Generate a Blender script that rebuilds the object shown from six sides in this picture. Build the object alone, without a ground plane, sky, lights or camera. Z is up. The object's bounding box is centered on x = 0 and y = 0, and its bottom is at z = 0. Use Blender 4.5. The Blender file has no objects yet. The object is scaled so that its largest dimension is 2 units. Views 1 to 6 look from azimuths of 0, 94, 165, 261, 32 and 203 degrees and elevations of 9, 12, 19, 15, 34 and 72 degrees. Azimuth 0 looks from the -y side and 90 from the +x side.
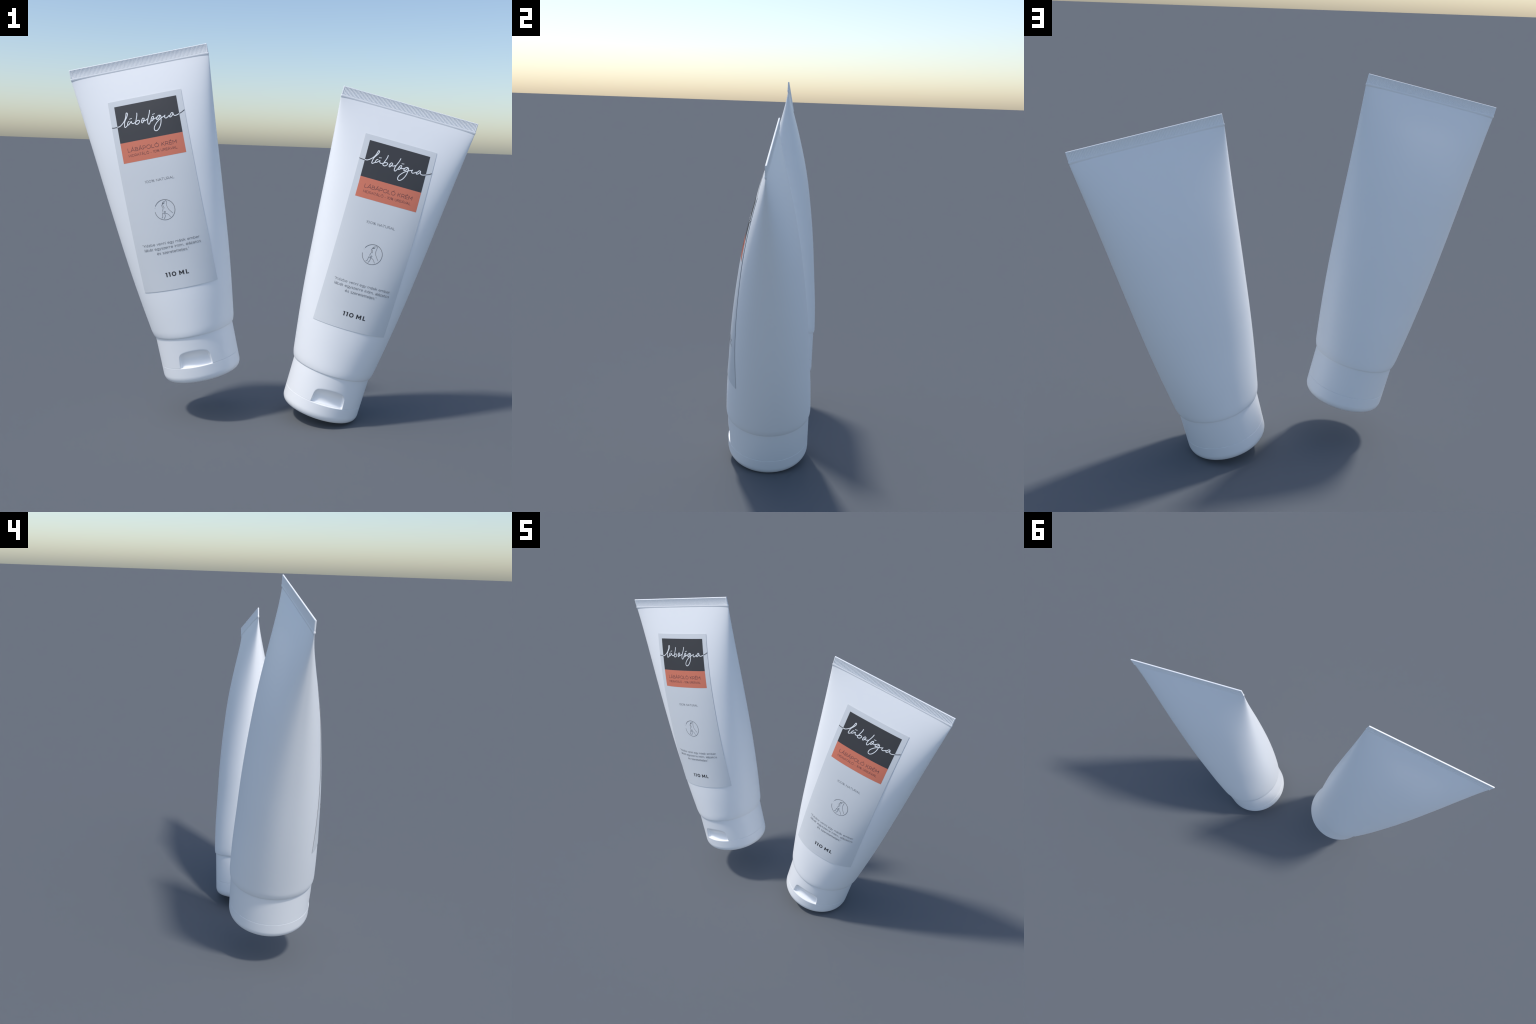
import bpy, bmesh, math
import numpy as np
from mathutils import Matrix, Vector

# ------------------------------------------------------------------ sizes (metres)
Z_NECK, Z_SHOULDER, Z_TOP = 0.2354, 1.5470, 1.5985      # cap/body joint, crimp start, crimp end
R_CAP, R_CAP_NECK = 0.1972, 0.1978
Z_SEAM = 0.0820                                          # flip lid / cap joint
CRIMP_HALF = 0.3412
# station along the body (0 = neck, 1 = crimp) -> half width, half depth, superellipse exponent
WIDTH = ([0, .25, .5, .75, 1.0], [.2078, .2504, .2818, .3100, .3412])
DEPTH = ([0, .12, .25, .40, .55, .70, .85, 1.0], [.2054, .1996, .1868, .1704, .1467, .1142, .0658, .0045])
SQUARE = ([0, .33, .67, 1.0], [1.987, 2.274, 2.446, 2.75])
LABEL_HALF, LABEL_LO, LABEL_HI = 0.1797, 0.4790, 1.4073
PANEL_HALF = 0.1521
PANEL_HI, PANEL_LO, BAND_LO = 1.3808, 1.2045, 1.1079


def smooth_curve(knots, x):
    xk, yk = np.array(knots[0], float), np.array(knots[1], float)
    h = np.diff(xk); dl = np.diff(yk) / h; n = len(xk)
    m = np.zeros(n)
    m[1:-1] = (dl[:-1] * h[1:] + dl[1:] * h[:-1]) / (h[1:] + h[:-1])
    m[0], m[-1] = 1.5 * dl[0] - .5 * m[1], 1.5 * dl[-1] - .5 * m[-2]
    x = np.asarray(x, float)
    i = np.clip(np.searchsorted(xk, x) - 1, 0, n - 2)
    t = (x - xk[i]) / h[i]
    return (yk[i] * (1 + 2 * t) * (1 - t) ** 2 + h[i] * m[i] * t * (1 - t) ** 2
            + yk[i + 1] * t * t * (3 - 2 * t) + h[i] * m[i + 1] * t * t * (t - 1))


def section(z):
    u = np.clip((np.asarray(z, float) - Z_NECK) / (Z_SHOULDER - Z_NECK), 0, 1)
    return smooth_curve(WIDTH, u), smooth_curve(DEPTH, u), smooth_curve(SQUARE, u)


def front(x, z):
    w, d, e = section(z)
    return -d * np.maximum(1 - np.abs(x / w) ** e, 1e-6) ** (1 / e)


def on_front(x, z, off):
    """points lifted `off` along the normal of the tube's front face"""
    x, z = np.asarray(x, float), np.asarray(z, float)
    h = 1e-4
    y = front(x, z)
    gx = (front(x + h, z) - front(x - h, z)) / (2 * h)
    gz = (front(x, z + h) - front(x, z - h)) / (2 * h)
    l = np.sqrt(1 + gx ** 2 + gz ** 2)
    return np.stack([x + off * gx / l, y - off / l, z + off * gz / l], -1)


# ------------------------------------------------------------------ materials
def material(name, colour, rough=0.45, spec=0.5, grain=0.0, grain_scale=400.0, sss=0.0):
    m = bpy.data.materials.new(name)
    m.use_nodes = True
    nt = m.node_tree
    b = nt.nodes["Principled BSDF"]
    tc = nt.nodes.new("ShaderNodeTexCoord")
    no = nt.nodes.new("ShaderNodeTexNoise")
    no.inputs["Scale"].default_value = grain_scale
    no.inputs["Detail"].default_value = 2
    nt.links.new(tc.outputs["Object"], no.inputs["Vector"])
    mix = nt.nodes.new("ShaderNodeMix")
    mix.data_type = "RGBA"
    mix.inputs["A"].default_value = (*[c * (1 - grain) for c in colour], 1)
    mix.inputs["B"].default_value = (*[min(1, c * (1 + grain)) for c in colour], 1)
    nt.links.new(no.outputs["Fac"], mix.inputs["Factor"])
    nt.links.new(mix.outputs["Result"], b.inputs["Base Color"])
    b.inputs["Roughness"].default_value = rough
    b.inputs["Specular IOR Level"].default_value = spec
    return m


PLASTIC = material("white_plastic", (1.0, 1.0, 1.0), .5, .5, .004)
CAP = material("white_cap_plastic", (1.0, 1.0, 1.0), .42, .5, .004)
PAPER = material("label_paper", (.80, .815, .825), .6, .3, .01)
CHARCOAL = material("charcoal_print", (.060, .060, .064), .5, .4, .03)
CORAL = material("coral_print", (.80, .235, .145), .55, .3, .02)
WHITE_INK = material("white_ink", (1, 1, 1), .5, .3)
DARK_INK = material("dark_ink", (.055, .055, .06), .6, .2)
GREY_INK = material("grey_ink", (.19, .19, .20), .6, .2)
MAROON_INK = material("maroon_ink", (.22, .09, .09), .6, .2)


# ------------------------------------------------------------------ mesh helpers
def make_object(name, verts, faces, mat, smooth_angle=40):
    me = bpy.data.meshes.new(name)
    me.from_pydata([tuple(map(float, v)) for v in verts], [], [tuple(map(int, f)) for f in faces])
    me.materials.append(mat)
    bm = bmesh.new(); bm.from_mesh(me)
    bmesh.ops.recalc_face_normals(bm, faces=bm.faces)
    lim = math.radians(smooth_angle)
    for f in bm.faces:
        f.smooth = True
    for e in bm.edges:
        e.smooth = len(e.link_faces) == 2 and e.calc_face_angle(0) < lim
    bm.to_mesh(me); bm.free()
    ob = bpy.data.objects.new(name, me)
    bpy.context.scene.collection.objects.link(ob)
    return ob


def lathe_faces(rings, count):
    f = []
    for r in range(rings - 1):
        for k in range(count):
            a, b = r * count + k, r * count + (k + 1) % count
            f.append((a, b, b + count, a + count))
    return f


def slab(name, x0, x1, z0, z1, lo, hi, nx, nz, mat):
    X, Z = np.meshgrid(np.linspace(x0, x1, nx), np.linspace(z0, z1, nz))
    v = np.concatenate([on_front(X.ravel(), Z.ravel(), hi), on_front(X.ravel(), Z.ravel(), lo)])
    N = nx * nz
    f = []
    for j in range(nz - 1):
        for i in range(nx - 1):
            a = j * nx + i
            f.append((a, a + 1, a + 1 + nx, a + nx))
            f.append((N + a, N + a + nx, N + a + 1 + nx, N + a + 1))
    edge = ([i for i in range(nx)] + [j * nx + nx - 1 for j in range(1, nz)]
            + [(nz - 1) * nx + i for i in range(nx - 2, -1, -1)] + [j * nx for j in range(nz - 2, 0, -1)])
    for a, b in zip(edge, edge[1:] + edge[:1]):
        f.append((a, N + a, N + b, b))
    return make_object(name, v, f, mat, 30)


def catmull(pts, step=0.0012):
    p = np.array(pts, float)
    if len(p) == 2:
        p = np.array([p[0], p.mean(0), p[1]])
    q = np.vstack([2 * p[0] - p[1], p, 2 * p[-1] - p[-2]])
    out = []
    for i in range(len(p) - 1):
        a, b, c, d = q[i:i + 4]
        n = max(3, int(np.linalg.norm(c - b) / step))
        for t in np.linspace(0, 1, n, endpoint=False):
            out.append(.5 * (2 * b + (c - a) * t + (2 * a - 5 * b + 4 * c - d) * t * t + (3 * b - a - 3 * c + d) * t ** 3))
    out.append(p[-1])
    return np.array(out)


def ribbons(name, strokes, mat, base, thick=0.0002, straight=False):
    """pen strokes laid on the label: each is (control points, pen width)"""
    V, F = [], []
    for k, (pts, width) in enumerate(strokes):
        if straight:
            c = np.array(pts, float)
            d = c[-1] - c[-2]; e = c[0] - c[1]
            c = np.vstack([c[0] + e / np.linalg.norm(e) * width * .45, c, c[-1] + d / np.linalg.norm(d) * width * .45])
            c = np.vstack([np.linspace(a, b, 5)[:-1] for a, b in zip(c[:-1], c[1:])] + [c[-1:]])
        else:
            c = catmull(pts)
        t = np.gradient(c, axis=0)
        t /= np.linalg.norm(t, axis=1)[:, None] + 1e-12
        n = np.stack([-t[:, 1], t[:, 0]], 1)
        s = np.concatenate([[0], np.cumsum(np.linalg.norm(np.diff(c, axis=0), axis=1))])
        r = width / 2
        # rounded pen tips
        g = np.minimum(s, s[-1] - s)
        half = np.full(len(c), r) if straight else r * np.sqrt(np.clip(1 - (1 - np.clip((g + .25 * r) / r, 0, 1)) ** 2, 0, 1))
        lift = base + (.000004 if straight else .00002) * k + (.00005 if straight else .0003) * s / s[-1]
        a, b = c + n * half[:, None], c - n * half[:, None]
        o, m = len(V), len(c)
        rows = []
        for P, h in ((a, thick), (b, thick), (b, 0), (a, 0)):
            rows.append(on_front(P[:, 0], P[:, 1], lift + h))
        V.extend(np.stack(rows, 1).reshape(-1, 3))
        for i in range(m - 1):
            for j in range(4):
                q, w = o + 4 * i + j, o + 4 * i + (j + 1) % 4
                F.append((q, w, w + 4, q + 4))
        F.append((o, o + 1, o + 2, o + 3)); F.append((o + 4 * m - 4, o + 4 * m - 3, o + 4 * m - 2, o + 4 * m - 1))
    return make_object(name, V, F, mat, 30)


def arc(cx, cy, rx, ry, a0, a1, n=14):
    return [(cx + rx * math.cos(t), cy + ry * math.sin(t)) for t in np.radians(np.linspace(a0, a1, n))]


def alphabet():
    """a light geometric sans drawn as pen strokes; capitals are 1 high, small letters 0.74.
    letter -> (ink width, side bearing, strokes)"""
    X = .74
    stem, low, tall = [(0, 0), (0, 1)], [(0, 0), (0, X)], [(0, 0), (0, 1.06)]

    def bar(x0, x1, y):
        return [(x0, y), (x1, y)]

    def oval(cx, cy, rx, ry):
        return arc(cx, cy, rx, ry, 90, 450, 30)
    g = {
        " ": (.34, .05, []), "-": (.30, .10, [bar(0, .30, .36)]), ".": (.02, .09, [[(0, .0), (.0, .05)]]),
        ",": (.06, .09, [[(.05, .06), (0, -.12)]]),
        "“": (.22, .08, [[(.0, .86), (.05, 1.03)], [(.15, .86), (.20, 1.03)]]),
        "”": (.22, .08, [[(.0, .86), (.05, 1.03)], [(.15, .86), (.20, 1.03)]]),
        "1": (.23, .10, [[(0, .97), (.23, .97)], [(.23, .97), (.23, 0)]]), "0": (.80, .10, [oval(.40, .5, .40, .5)]),
        "%": (.98, .09, [oval(.20, .76, .20, .24), oval(.78, .24, .20, .24), [(.14, 0), (.84, 1)]]),
        "A": (.96, .03, [[(0, 0), (.48, 1)], [(.48, 1), (.96, 0)], bar(.17, .79, .30)]),
        "B": (.70, .12, [stem, bar(0, .38, 1) + arc(.38, .76, .26, .24, 90, -90) + [(0.3, .525)], [(0, .52)] + arc(.42, .26, .28, .26, 90, -90) + [(0, 0)]]),
        "D": (.86, .12, [stem, [(0, 1), (.36, 1)] + arc(.36, .5, .50, .5, 90, -90) + [(0, 0)]]),
        "E": (.64, .12, [stem, bar(0, .64, 1), bar(0, .58, .51), bar(0, .66, 0)]),
        "H": (.78, .12, [stem, [(.78, 0), (.78, 1)], bar(0, .78, .51)]), "I": (.0, .13, [stem]),
        "K": (.72, .12, [stem, [(.68, 1), (0, .34)], [(.25, .57), (.74, 0)]]), "L": (.58, .12, [stem, bar(0, .58, 0)]),
        "M": (.92, .12, [stem, [(0, 1), (.46, .36)], [(.46, .36), (.92, 1)], [(.92, 0), (.92, 1)]]),
        "N": (.78, .12, [stem, [(0, 1), (.78, 0)], [(.78, 0), (.78, 1)]]), "O": (1.06, .08, [oval(.53, .5, .53, .52)]),
        "P": (.70, .12, [stem, [(0, 1), (.38, 1)] + arc(.38, .68, .32, .32, 90, -90) + [(0, .36)]]),
        "R": (.72, .12, [stem, [(0, 1), (.38, 1)] + arc(.38, .68, .32, .32, 90, -90) + [(0, .36)], [(.42, .36), (.72, 0)]]),
        "T": (.76, .04, [bar(0, .76, 1), [(.38, 0), (.38, 1)]]),
        "U": (.76, .12, [[(0, 1)] + arc(.38, .38, .38, .39, 180, 360) + [(.76, 1)]]), "V": (.90, .03, [[(0, 1), (.45, 0)], [(.45, 0), (.90, 1)]]),
        "a": (.52, .09, [arc(.26, .47, .26, .27, 150, 0, 10) + [(.52, 0)], oval(.25, .21, .25, .21)]),
        "b": (.66, .10, [tall, oval(.33, .37, .33, .37)]),
        "e": (.68, .07, [bar(0, .68, .37), arc(.34, .37, .34, .37, 0, 315, 24)]),
        "g": (.66, .07, [oval(.33, .38, .33, .36), [(.66, X)] + arc(.33, -.02, .33, .24, 0, -150, 12)]),
        "i": (.0, .10, [low, [(0, .98), (0, 1.03)]]), "j": (.08, .10, [[(.08, X)] + arc(-.06, -.14, .14, .12, 0, -90, 6), [(.08, .98), (.08, 1.03)]]),
        "k": (.54, .10, [tall, [(.52, X), (0, .25)], [(.20, .43), (.56, 0)]]), "l": (.0, .10, [tall]),
        "m": (1.02, .10, [low, arc(.26, .46, .25, .28, 180, 0) + [(.51, 0)], arc(.77, .46, .25, .28, 180, 0) + [(1.02, 0)]]),
        "n": (.56, .10, [low, arc(.28, .45, .28, .29, 180, 0) + [(.56, 0)]]), "o": (.74, .07, [oval(.37, .37, .37, .37)]),
        "r": (.32, .10, [low, arc(.30, .42, .30, .32, 180, 85, 8)]),
        "s": (.48, .07, [[(.46, .64)] + arc(.24, .56, .20, .18, 60, 250, 10) + arc(.25, .19, .22, .19, 80, -130, 12)]),
        "t": (.36, .05, [[(.12, .95), (.12, .20)] + arc(.30, .18, .18, .16, 180, 290, 8), bar(0, .38, .69)]),
        "v": (.60, .03, [[(0, X), (.30, 0)], [(.30, 0), (.60, X)]]), "y": (.62, .03, [[(0, X), (.31, .0)], [(.62, X), (.28, -.10), (.20, -.22), (.06, -.24)]]),
        "z": (.52, .07, [bar(0, .52, X), [(.52, X), (0, 0)], bar(0, .54, 0)]),
    }
    for plain, marked in zip("AOEaoe", "ÁÓÉáóé"):
        w, b, strokes = g[plain]
        h = 1.12 if plain.isupper() else .86
        g[marked] = (w, b, strokes + [[(w / 2 - .02, h), (w / 2 + .12, h + .17)]])
    return g


LETTERS = alphabet()


def lettering(name, lines, mat, base):
    """printed lines: (text, left, right, baseline, cap height, pen width)"""
    strokes = []
    for text, x0, x1, zb, cap, pen in lines:
        track, x, placed = .06, 0.0, []
        for ch in text:
            w, b, parts = LETTERS[ch]
            x += b
            placed += [[(x + px, py) for px, py in p] for p in parts]
            x += w + b + track
        xs = [px for p in placed for px, _ in p]
        lo, hi = min(xs), max(xs)
        k = (x1 - x0 - pen) / (hi - lo)
        for p in placed:
            strokes.append(([(x0 + pen / 2 + (px - lo) * k, zb + pen / 2 + py * (cap - pen)) for px, py in p], pen))
    return ribbons(name, strokes, mat, base, straight=True)


def volume_mark(mat, base, thick=0.0002):
    """bold geometric figures, drawn as outlines on a unit-high grid"""
    cap, left, zb = .0213, -.0555, .5424
    bar = .26
    one = [(0, 1), (0, .82), (.17, .82), (.17, 0), (.17 + bar, 0), (.17 + bar, 1)]
    ell = [(0, 0), (0, 1), (bar, 1), (bar, .19), (.66, .19), (.66, 0)]
    em = [(0, 0), (0, 1), (.22, 1), (.515, .52), (.81, 1), (1.03, 1), (1.03, 0), (.79, 0), (.79, .56), (.54, .16), (.49, .16), (.24, .56), (.24, 0)]
    V, F = [], []

    def prism(top, tris, walls):
        o, n = len(V), len(top)
        x, z = left + cap * np.array([p[0] for p in top]), zb + cap * np.array([p[1] for p in top])
        V.extend(on_front(x, z, base + thick)); V.extend(on_front(x, z, base))
        for t in tris:
            F.append([o + i for i in t]); F.append([o + n + i for i in reversed(t)])
        for a, b in walls:
            F.append((o + a, o + b, o + n + b, o + n + a))

    def outline(shape, dx):
        n = len(shape)
        prism([(x + dx, y) for x, y in shape], [list(range(n))], [(i, (i + 1) % n) for i in range(n)])

    outline(one, 0)
    outline(one, .70)
    m = 40
    a = np.linspace(0, 2 * np.pi, m, endpoint=False)
    ring = [(1.95 + .52 * math.cos(t), .5 + .52 * math.sin(t)) for t in a] + [(1.95 + .27 * math.cos(t), .5 + .30 * math.sin(t)) for t in a]
    prism(ring, [[i, (i + 1) % m, m + (i + 1) % m, m + i] for i in range(m)],
          [(i, (i + 1) % m) for i in range(m)] + [(m + i, m + (i + 1) % m) for i in range(m)])
    outline([(x * 1.1, y) for x, y in em], 3.12)
    outline(ell, 4.64)
    return make_object("volume_lettering", V, F, mat, 30)


# ------------------------------------------------------------------ the tube body
def build_body():
    count = 224
    th = np.linspace(0, 2 * np.pi, count, endpoint=False)
    c, s = np.cos(th), np.sin(th)
    bulge, lip = 0.038, 0.0033
    z = np.concatenate([Z_NECK + bulge * (1 - np.cos(np.linspace(0, np.pi / 2, 14))),
                        np.linspace(Z_NECK + bulge, Z_SHOULDER - .04, 110)[1:],
                        np.linspace(Z_SHOULDER - .04, Z_SHOULDER, 14)[1:]])
    w, d, e = section(z)
    q = np.clip((z - Z_NECK) / bulge, 0, 1)
    k = np.sqrt(1 - (1 - q) ** 2)
    r0 = R_CAP_NECK + lip
    w, d = r0 + (w - r0) * k, r0 + (d - r0) * k
    e = e[:, None]
    X = w[:, None] * np.sign(c) * np.abs(c) ** (2 / e)
    Y = d[:, None] * np.sign(s) * np.abs(s) ** (2 / e)
    V = [(0.19 * a, 0.19 * b, Z_NECK + .0015) for a, b in zip(c, s)]
    V += list(np.stack([X, Y, np.repeat(z[:, None], count, 1)], -1).reshape(-1, 3))
    F = lathe_faces(len(z) + 1, count)
    F.append(tuple(range(count - 1, -1, -1)))
    n = len(V)
    F.append(tuple(range(n - count, n)))
    return make_object("tube_body", V, F, PLASTIC, 50)


def build_crimp():
    ridges, margin = 104, 0.0055
    half = CRIMP_HALF - margin
    rim = np.array([0, .0004, .0011, .0022, .0038])          # softened ends
    x = np.concatenate([-CRIMP_HALF + rim, np.linspace(-half, half, ridges * 8 + 1), CRIMP_HALF - rim[::-1]])
    wave = np.where(np.abs(x) <= half + 1e-9, .5 - .5 * np.cos((x + half) / (2 * half) * ridges * 2 * np.pi), 0)
    # profile across the sealed end: (height, half thickness, share of knurling, extra width)
    prof = [(1.5420, .0016, 0, -.002), (1.5450, .0032, 0, -.001), (1.5472, .0040, 0, .0004), (1.5492, .0044, 0, .0011), (1.5515, .0046, 0, .0013),
            (1.5545, .0046, 0, .0010), (1.5565, .0040, 0, .0004), (1.5576, .0035, 0, 0), (1.5584, .0038, .2, 0), (1.5600, .0039, 1, 0), (1.5780, .0039, 1, 0),
            (1.5938, .0039, 1, 0), (1.5952, .0038, .2, 0), (1.5968, .0036, 0, 0), (1.5980, .0030, 0, 0), (1.5986, .0020, 0, -.0003)]
    m, n = len(prof), len(x)
    g = np.clip((CRIMP_HALF - np.abs(x)) / .0040, 0, 1)
    ease = .60 + .40 * np.sqrt(1 - (1 - g) ** 2)
    V = []
    for side in (-1, 1):
        for z, t, share, extra in prof:
            y = side * (t - .0014 * share * wave) * ease
            xx = x * (CRIMP_HALF + extra) / CRIMP_HALF
            V += list(np.stack([xx, y, np.full(n, z)], -1))
    F = []
    for sd in (0, 1):
        o = sd * m * n
        for j in range(m - 1):
            for i in range(n - 1):
                a = o + j * n + i
                F.append((a, a + 1, a + 1 + n, a + n))
    for i in range(n - 1):
        for j in (0, m - 1):
            a, b = j * n + i, m * n + j * n + i
            F.append((a, b, b + 1, a + 1))
    for j in range(m - 1):
        for i in (0, n - 1):
            a, b = j * n + i, m * n + j * n + i
            F.append((a, a + n, b + n, b))
    return make_object("crimped_end", V, F, PLASTIC, 35)


# ------------------------------------------------------------------ the flip-top cap
def smoothstep(t):
    t = np.clip(t, 0, 1)
    return t * t * (3 - 2 * t)


def thumb_scoop(x, z):
    """depth of the thumb recess above the lid at a place on the cap's front.
    Its back is straight across, so the flat lid shows as a crescent ledge below it."""
    top, ledge, deep = 0.1680, 0.0175, 0.0260
    hw = 0.0820 - 0.10 * np.clip(z - Z_SEAM, 0, 1)
    corner = 0.038
    dx, dz = hw - np.abs(x), top - z
    cx, cz = np.maximum(corner - dx, 0), np.maximum(corner - dz, 0)
    inside = np.where((cx > 0) & (cz > 0), corner - np.hypot(cx, cz), np.minimum(dx, dz))
    wall = smoothstep(inside / .011 + .1)
    t = np.clip((z - Z_SEAM) / .020, 0, 1)
    back = ledge + (deep - ledge) * np.sqrt(1 - (1 - t) ** 2)
    back = back * smoothstep(np.clip((top - z) / .052, 0, 1) ** .8)
    sag = R_CAP - np.sqrt(R_CAP ** 2 - np.minimum(np.abs(x), .09) ** 2)
    d = back - .62 * sag
    d = .5 * (d + np.sqrt(d * d + .0018 ** 2)) - .0003        # rounded rim
    return np.maximum(d, 0) * wall


def build_cap():
    a = np.concatenate([np.linspace(-.50, .50, 141), np.linspace(.50, 2 * np.pi - .50, 150)[1:-1]])
    count = len(a)
    z = np.concatenate([[Z_SEAM + .0007, Z_SEAM + .0009], Z_SEAM + .0010 + np.linspace(0, 1, 40)[1:] ** 1.3 * .09, np.linspace(Z_SEAM + .095, Z_NECK + .006, 14)])
    V = []
    for i, h in enumerate(z):
        r = R_CAP + (R_CAP_NECK - R_CAP) * (h - Z_SEAM) / (Z_NECK - Z_SEAM)
        x, y = r * np.sin(a), -r * np.cos(a)
        dep = np.where(np.cos(a) > .5, thumb_scoop(x, h), 0)
        V += list(np.stack([x, y + dep, np.full(count, h)], -1))
    F = lathe_faces(len(z), count)
    F.append(tuple(range(count - 1, -1, -1)))
    n = len(V)
    F.append(tuple(range(n - count, n)))
    return make_object("cap", V, F, CAP, 45)


def build_lid():
    count = 192
    a = np.linspace(0, 2 * np.pi, count, endpoint=False)
    fr, fz, p = .0215, .0355, 1.0
    prof = [(0.0, .08), (0.0, R_CAP - fr)]
    prof += [(fz * (1 - np.cos(t) ** p), R_CAP - fr + fr * np.sin(t) ** p) for t in np.linspace(.06, np.pi / 2, 16)]
    prof += [(.060, R_CAP), (Z_SEAM - .0034, R_CAP), (Z_SEAM - .0020, R_CAP), (Z_SEAM - .0015, R_CAP - .0001), (Z_SEAM - .0002, R_CAP - .0016), (Z_SEAM, R_CAP - .0024), (Z_SEAM, .15)]
    V = []
    for z, r in prof:
        V += [(r * math.sin(t), -r * math.cos(t), z) for t in a]
    F = lathe_faces(len(prof), count)
    F.append(tuple(range(count - 1, -1, -1)))
    n = len(V)
    F.append(tuple(range(n - count, n)))
    return make_object("flip_lid", V, F, CAP, 40)


# ------------------------------------------------------------------ the printed label
LABEL_IN, LABEL_OUT = .0013, .0019
INK = LABEL_OUT + .0002
PANEL_TOP = INK + .0001


def local(points, z0):
    return [(x / 1000, z0 + z / 1000) for x, z in points]


def script_word():
    """the handwritten word across the dark panel, as pen strokes in millimetres"""
    letters = [
        # l with its run-in
        [(-152, -16), (-140, -14.5), (-128, -7), (-117.5, 2.5), (-110, 12.5), (-104.5, 24), (-101, 36), (-98.5, 42.5), (-94.5, 41.5), (-93.5, 36),
         (-97, 27), (-103, 17.5), (-109, 9), (-113.5, -.5), (-116, -13), (-116.5, -21.5), (-113, -24), (-106.5, -20), (-99.5, -14)],
        # a, then its long accent
        [(-89.5, 1), (-95.5, -.5), (-100, -7.5), (-101, -13.5), (-97.5, -15.5), (-90.5, -10.5), (-84, -3.5), (-80.5, -1.5), (-80.5, -8), (-74.5, -13), (-65.5, -11)],
        [(-89, 10.5), (-75.5, 13)],
        # b
        [(-48, 34.5), (-49.5, 22.5), (-54.5, 7.5), (-59.5, -5.5), (-63, -15), (-59.5, -19), (-54, -20), (-46.5, -16), (-41, -8), (-44, -3), (-51.5, -3.5), (-59, -7), (-65.5, -11)],
        # o and its link
        [(-20.5, 3), (-25, 2.5), (-30.5, -6), (-32, -15), (-28.5, -18), (-21, -10), (-17.5, -.5), (-20.5, 3)],
        [(-26.5, -7.5), (-19, -10), (-9.5, -8.5), (-1.5, -3)],
        # l
        [(15, 36), (11.5, 22.5), (5.5, 7.5), (-1, -7.5), (-3.5, -20), (-2.5, -28), (2.5, -30), (7, -24.5), (13, -14.5)],
        # o, its link and accent
        [(23.5, 3.5), (18, -2.5), (14.5, -11.5), (15, -17.5), (19.5, -17), (25.5, -10.5), (28, -1.5), (26, 3), (21.5, 2)],
        [(19, -7.5), (27, -10.5), (37, -8), (45, -4)],
        [(24, 12), (37, 14)],
        # g with its loop
        [(60, 1), (54.5, 2.5), (47, -2), (42, -11), (42, -15.5), (47.5, -15), (54, -8.5), (60, 1), (63.5, -3), (62.5, -15), (59, -33), (52.5, -48), (43.5, -60.5), (33.5, -67),
         (25.5, -65.5), (22.5, -58), (26, -45.5), (36.5, -32.5), (47.5, -22.5), (60.5, -14), (74.5, -7.5), (82, -5)],
        # dotless i
        [(84, -1), (81, -8.5), (81.5, -14), (87, -17), (96.5, -12.5), (104, -6.5)],
        # a with its run-out
        [(122.5, 1), (116.5, 3), (110, -4), (104.5, -13), (108, -16), (115.5, -11.5), (121.5, -3), (123, 1.5), (123.5, -5), (126, -10.5), (131.5, -13), (141.5, -11.5), (152, -7.6)],
    ]
    return [(local(p, 1.3), .0030 if len(p) == 2 else .0039) for p in letters]


def emblem_lines():
    """a foot held by a hand inside an open ring"""
    cx, cz, r = 2.0, 40.0, 48.0
    ring = [(cx + r * math.cos(t), cz + r * math.sin(t)) for t in np.radians(np.linspace(183, 512, 60))]
    dot = [(cx + r * math.cos(t), cz + r * math.sin(t)) for t in np.radians([159.6, 161.4])]
    foot = [(15, 82), (8.5, 80), (.5, 77.5), (-3, 74), (-6, 67.5), (-9, 62), (-8.5, 57.5), (-6.5, 52), (-5.5, 48), (-7, 43), (-9, 37.5), (-9, 32)]
    toes = [[(-5, 69.5), (-.5, 72.5), (6.5, 74)], [(-6, 66.5), (-1.5, 69.5), (5, 71.5)]]
    heel = [(15, 82), (16.5, 78.5), (15.5, 70.5), (14.5, 63), (15, 54.5), (17, 47), (20, 40), (24.5, 33.5), (30.5, 25.5), (37, 18.5)]
    ankle = [(-2.5, 62.5), (-3.5, 57.5), (-.5, 52.5), (.5, 47.5)]
    wrist = [(-9.5, 29), (-12, 24), (-13, 19), (-13.5, 12), (-15.5, 7.5), (-20.5, 3)]
    thumb = [(-10, 23), (-5.5, 24), (-3.5, 28), (-2, 33), (2, 33.5), (2.5, 30), (-.5, 25), (-2.5, 22), (-1.5, 16), (-2.5, 9.5), (-5.5, 3.5), (-9.5, -1.5)]
    palm = [(0, 21.5), (6.5, 21), (12, 18), (16.5, 13), (21, 5.5), (23.5, 3)]
    out = [(local(ring, .82), .0021), (local(dot, .82), .0024)]
    for line in (foot, *toes, heel, ankle, wrist, thumb, palm):
        out.append((local(line, .82), .0015))
    return out


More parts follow.
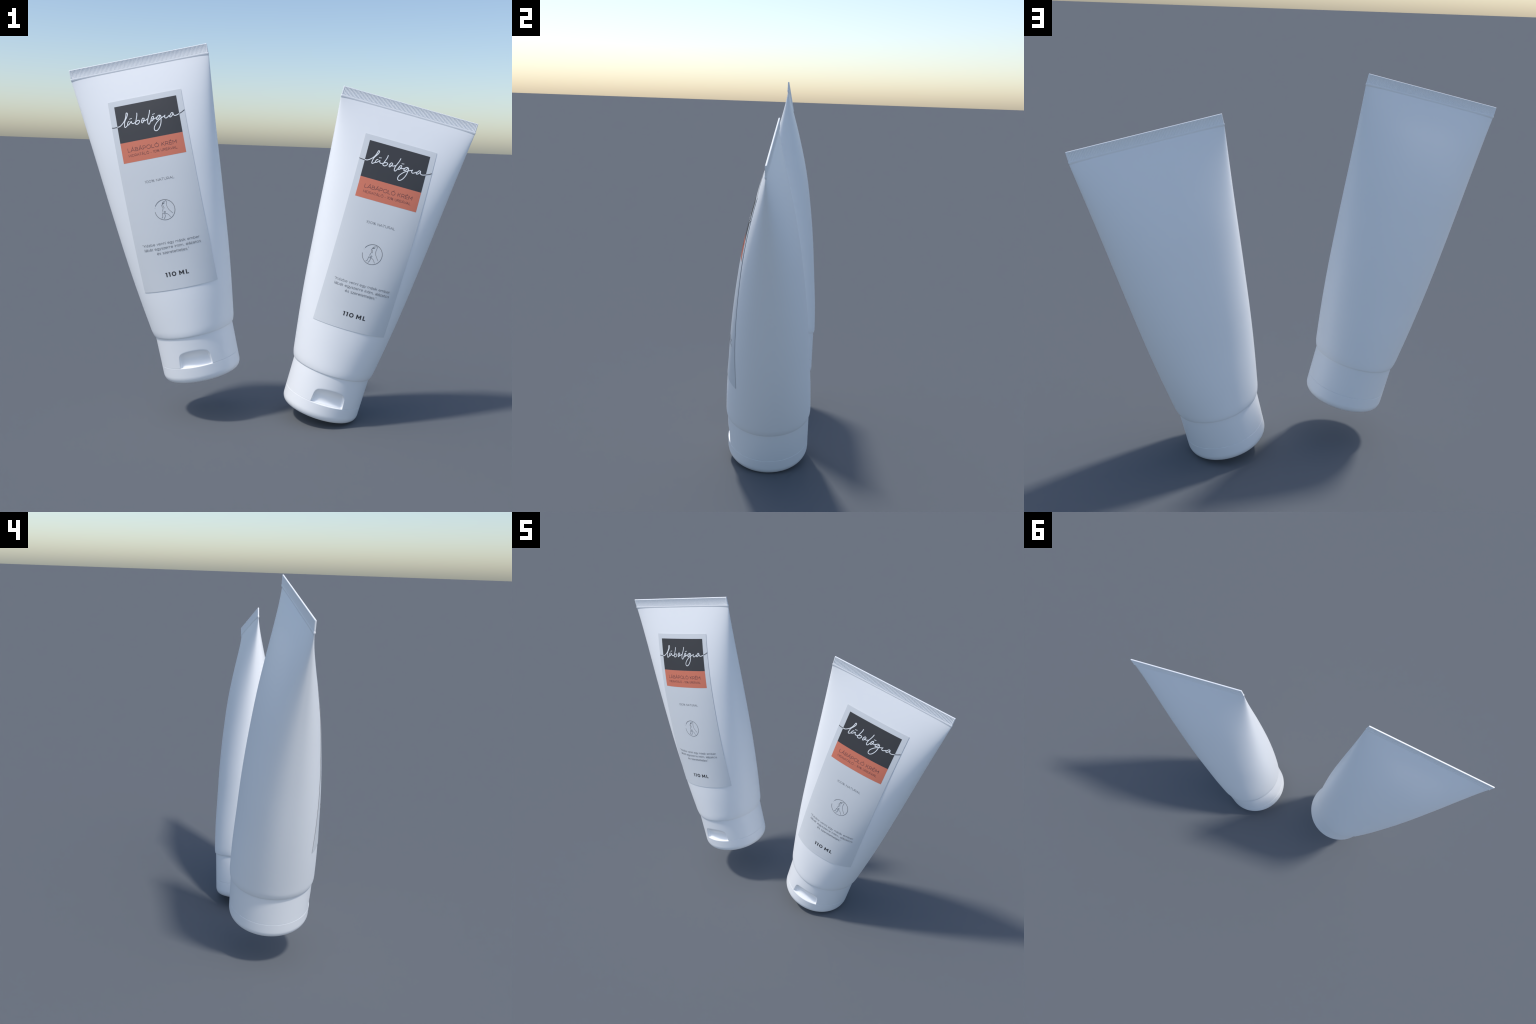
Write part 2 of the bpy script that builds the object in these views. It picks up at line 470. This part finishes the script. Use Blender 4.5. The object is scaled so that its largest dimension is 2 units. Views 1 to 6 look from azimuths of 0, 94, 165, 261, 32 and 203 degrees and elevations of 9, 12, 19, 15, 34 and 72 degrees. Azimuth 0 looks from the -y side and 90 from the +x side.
def build_label():
    paper = slab("paper_label", -LABEL_HALF, LABEL_HALF, LABEL_LO, LABEL_HI, LABEL_IN, LABEL_OUT, 49, 121, PAPER)
    parts = [
        slab("dark_panel", -PANEL_HALF, PANEL_HALF, PANEL_LO + .0001, PANEL_HI, LABEL_OUT + .0001, PANEL_TOP, 41, 31, CHARCOAL),
        slab("coral_band", -PANEL_HALF, PANEL_HALF, BAND_LO, PANEL_LO - .0001, LABEL_OUT + .0001, PANEL_TOP, 41, 17, CORAL),
        ribbons("script_lettering", script_word(), WHITE_INK, PANEL_TOP + .0002),
        ribbons("script_tail", [(local([(-179.3, -14.3), (-167.5, -16.2), (-152.6, -16)], 1.3), .0032),
                                (local([(152.6, -7.4), (165, -2), (179.3, 6)], 1.3), .0032)], DARK_INK, INK),
        lettering("title_lettering", [("LÁBÁPOLÓ KRÉM", -.1215, .1160, 1.1572, .0182, .0017)], MAROON_INK, PANEL_TOP + .0002),
        lettering("subtitle_lettering", [("HIDRATÁLÓ - 10% UREÁVAL", -.1210, .1146, 1.1335, .0120, .0011)], MAROON_INK, PANEL_TOP + .0002),
        lettering("claim_lettering", [("100% NATURAL", -.0681, .0744, .9985, .0120, .0011)], GREY_INK, INK),
        lettering("quote_lettering", [("“Kézbe venni egy másik ember", -.1390, .1374, .6988, .0125, .0011),
                                      ("lábát egyszerre intim, alázatos", -.1335, .1395, .6770, .0125, .0011),
                                      ("és szeretetteljes.”", -.0758, .0793, .6540, .0125, .0011)], GREY_INK, INK),
        volume_mark(DARK_INK, INK),
        ribbons("foot_emblem", emblem_lines(), GREY_INK, INK),
    ]
    return paper, parts


# ------------------------------------------------------------------ assemble
body, crimp, cap, lid = build_body(), build_crimp(), build_cap(), build_lid()
paper, prints = build_label()


def keep(child, parent):
    child.parent = parent
    child.matrix_parent_inverse = Matrix()


keep(lid, cap)
for part in prints:
    keep(part, paper)


def tube(location, lean, source=None):
    root = bpy.data.objects.new("squeeze_tube", None)
    root.empty_display_size = .1
    bpy.context.scene.collection.objects.link(root)
    root["label"] = "white squeeze tube with flip cap and printed label"
    root["category"] = "cosmetic tube"
    root.location = location
    root.rotation_euler = (0, lean, 0)
    for ob in (body, crimp, cap, paper):
        kids = list(ob.children)
        if source is not None:
            new = ob.copy()
            bpy.context.scene.collection.objects.link(new)
            for k in kids:
                kc = k.copy()
                bpy.context.scene.collection.objects.link(kc)
                keep(kc, new)
            ob = new
        keep(ob, root)
    return root


left = tube((-0.3115, 0.0001, 0.2166), -0.2247)
right = tube((0.2948, 0.0001, 0.0409), 0.2354, left)
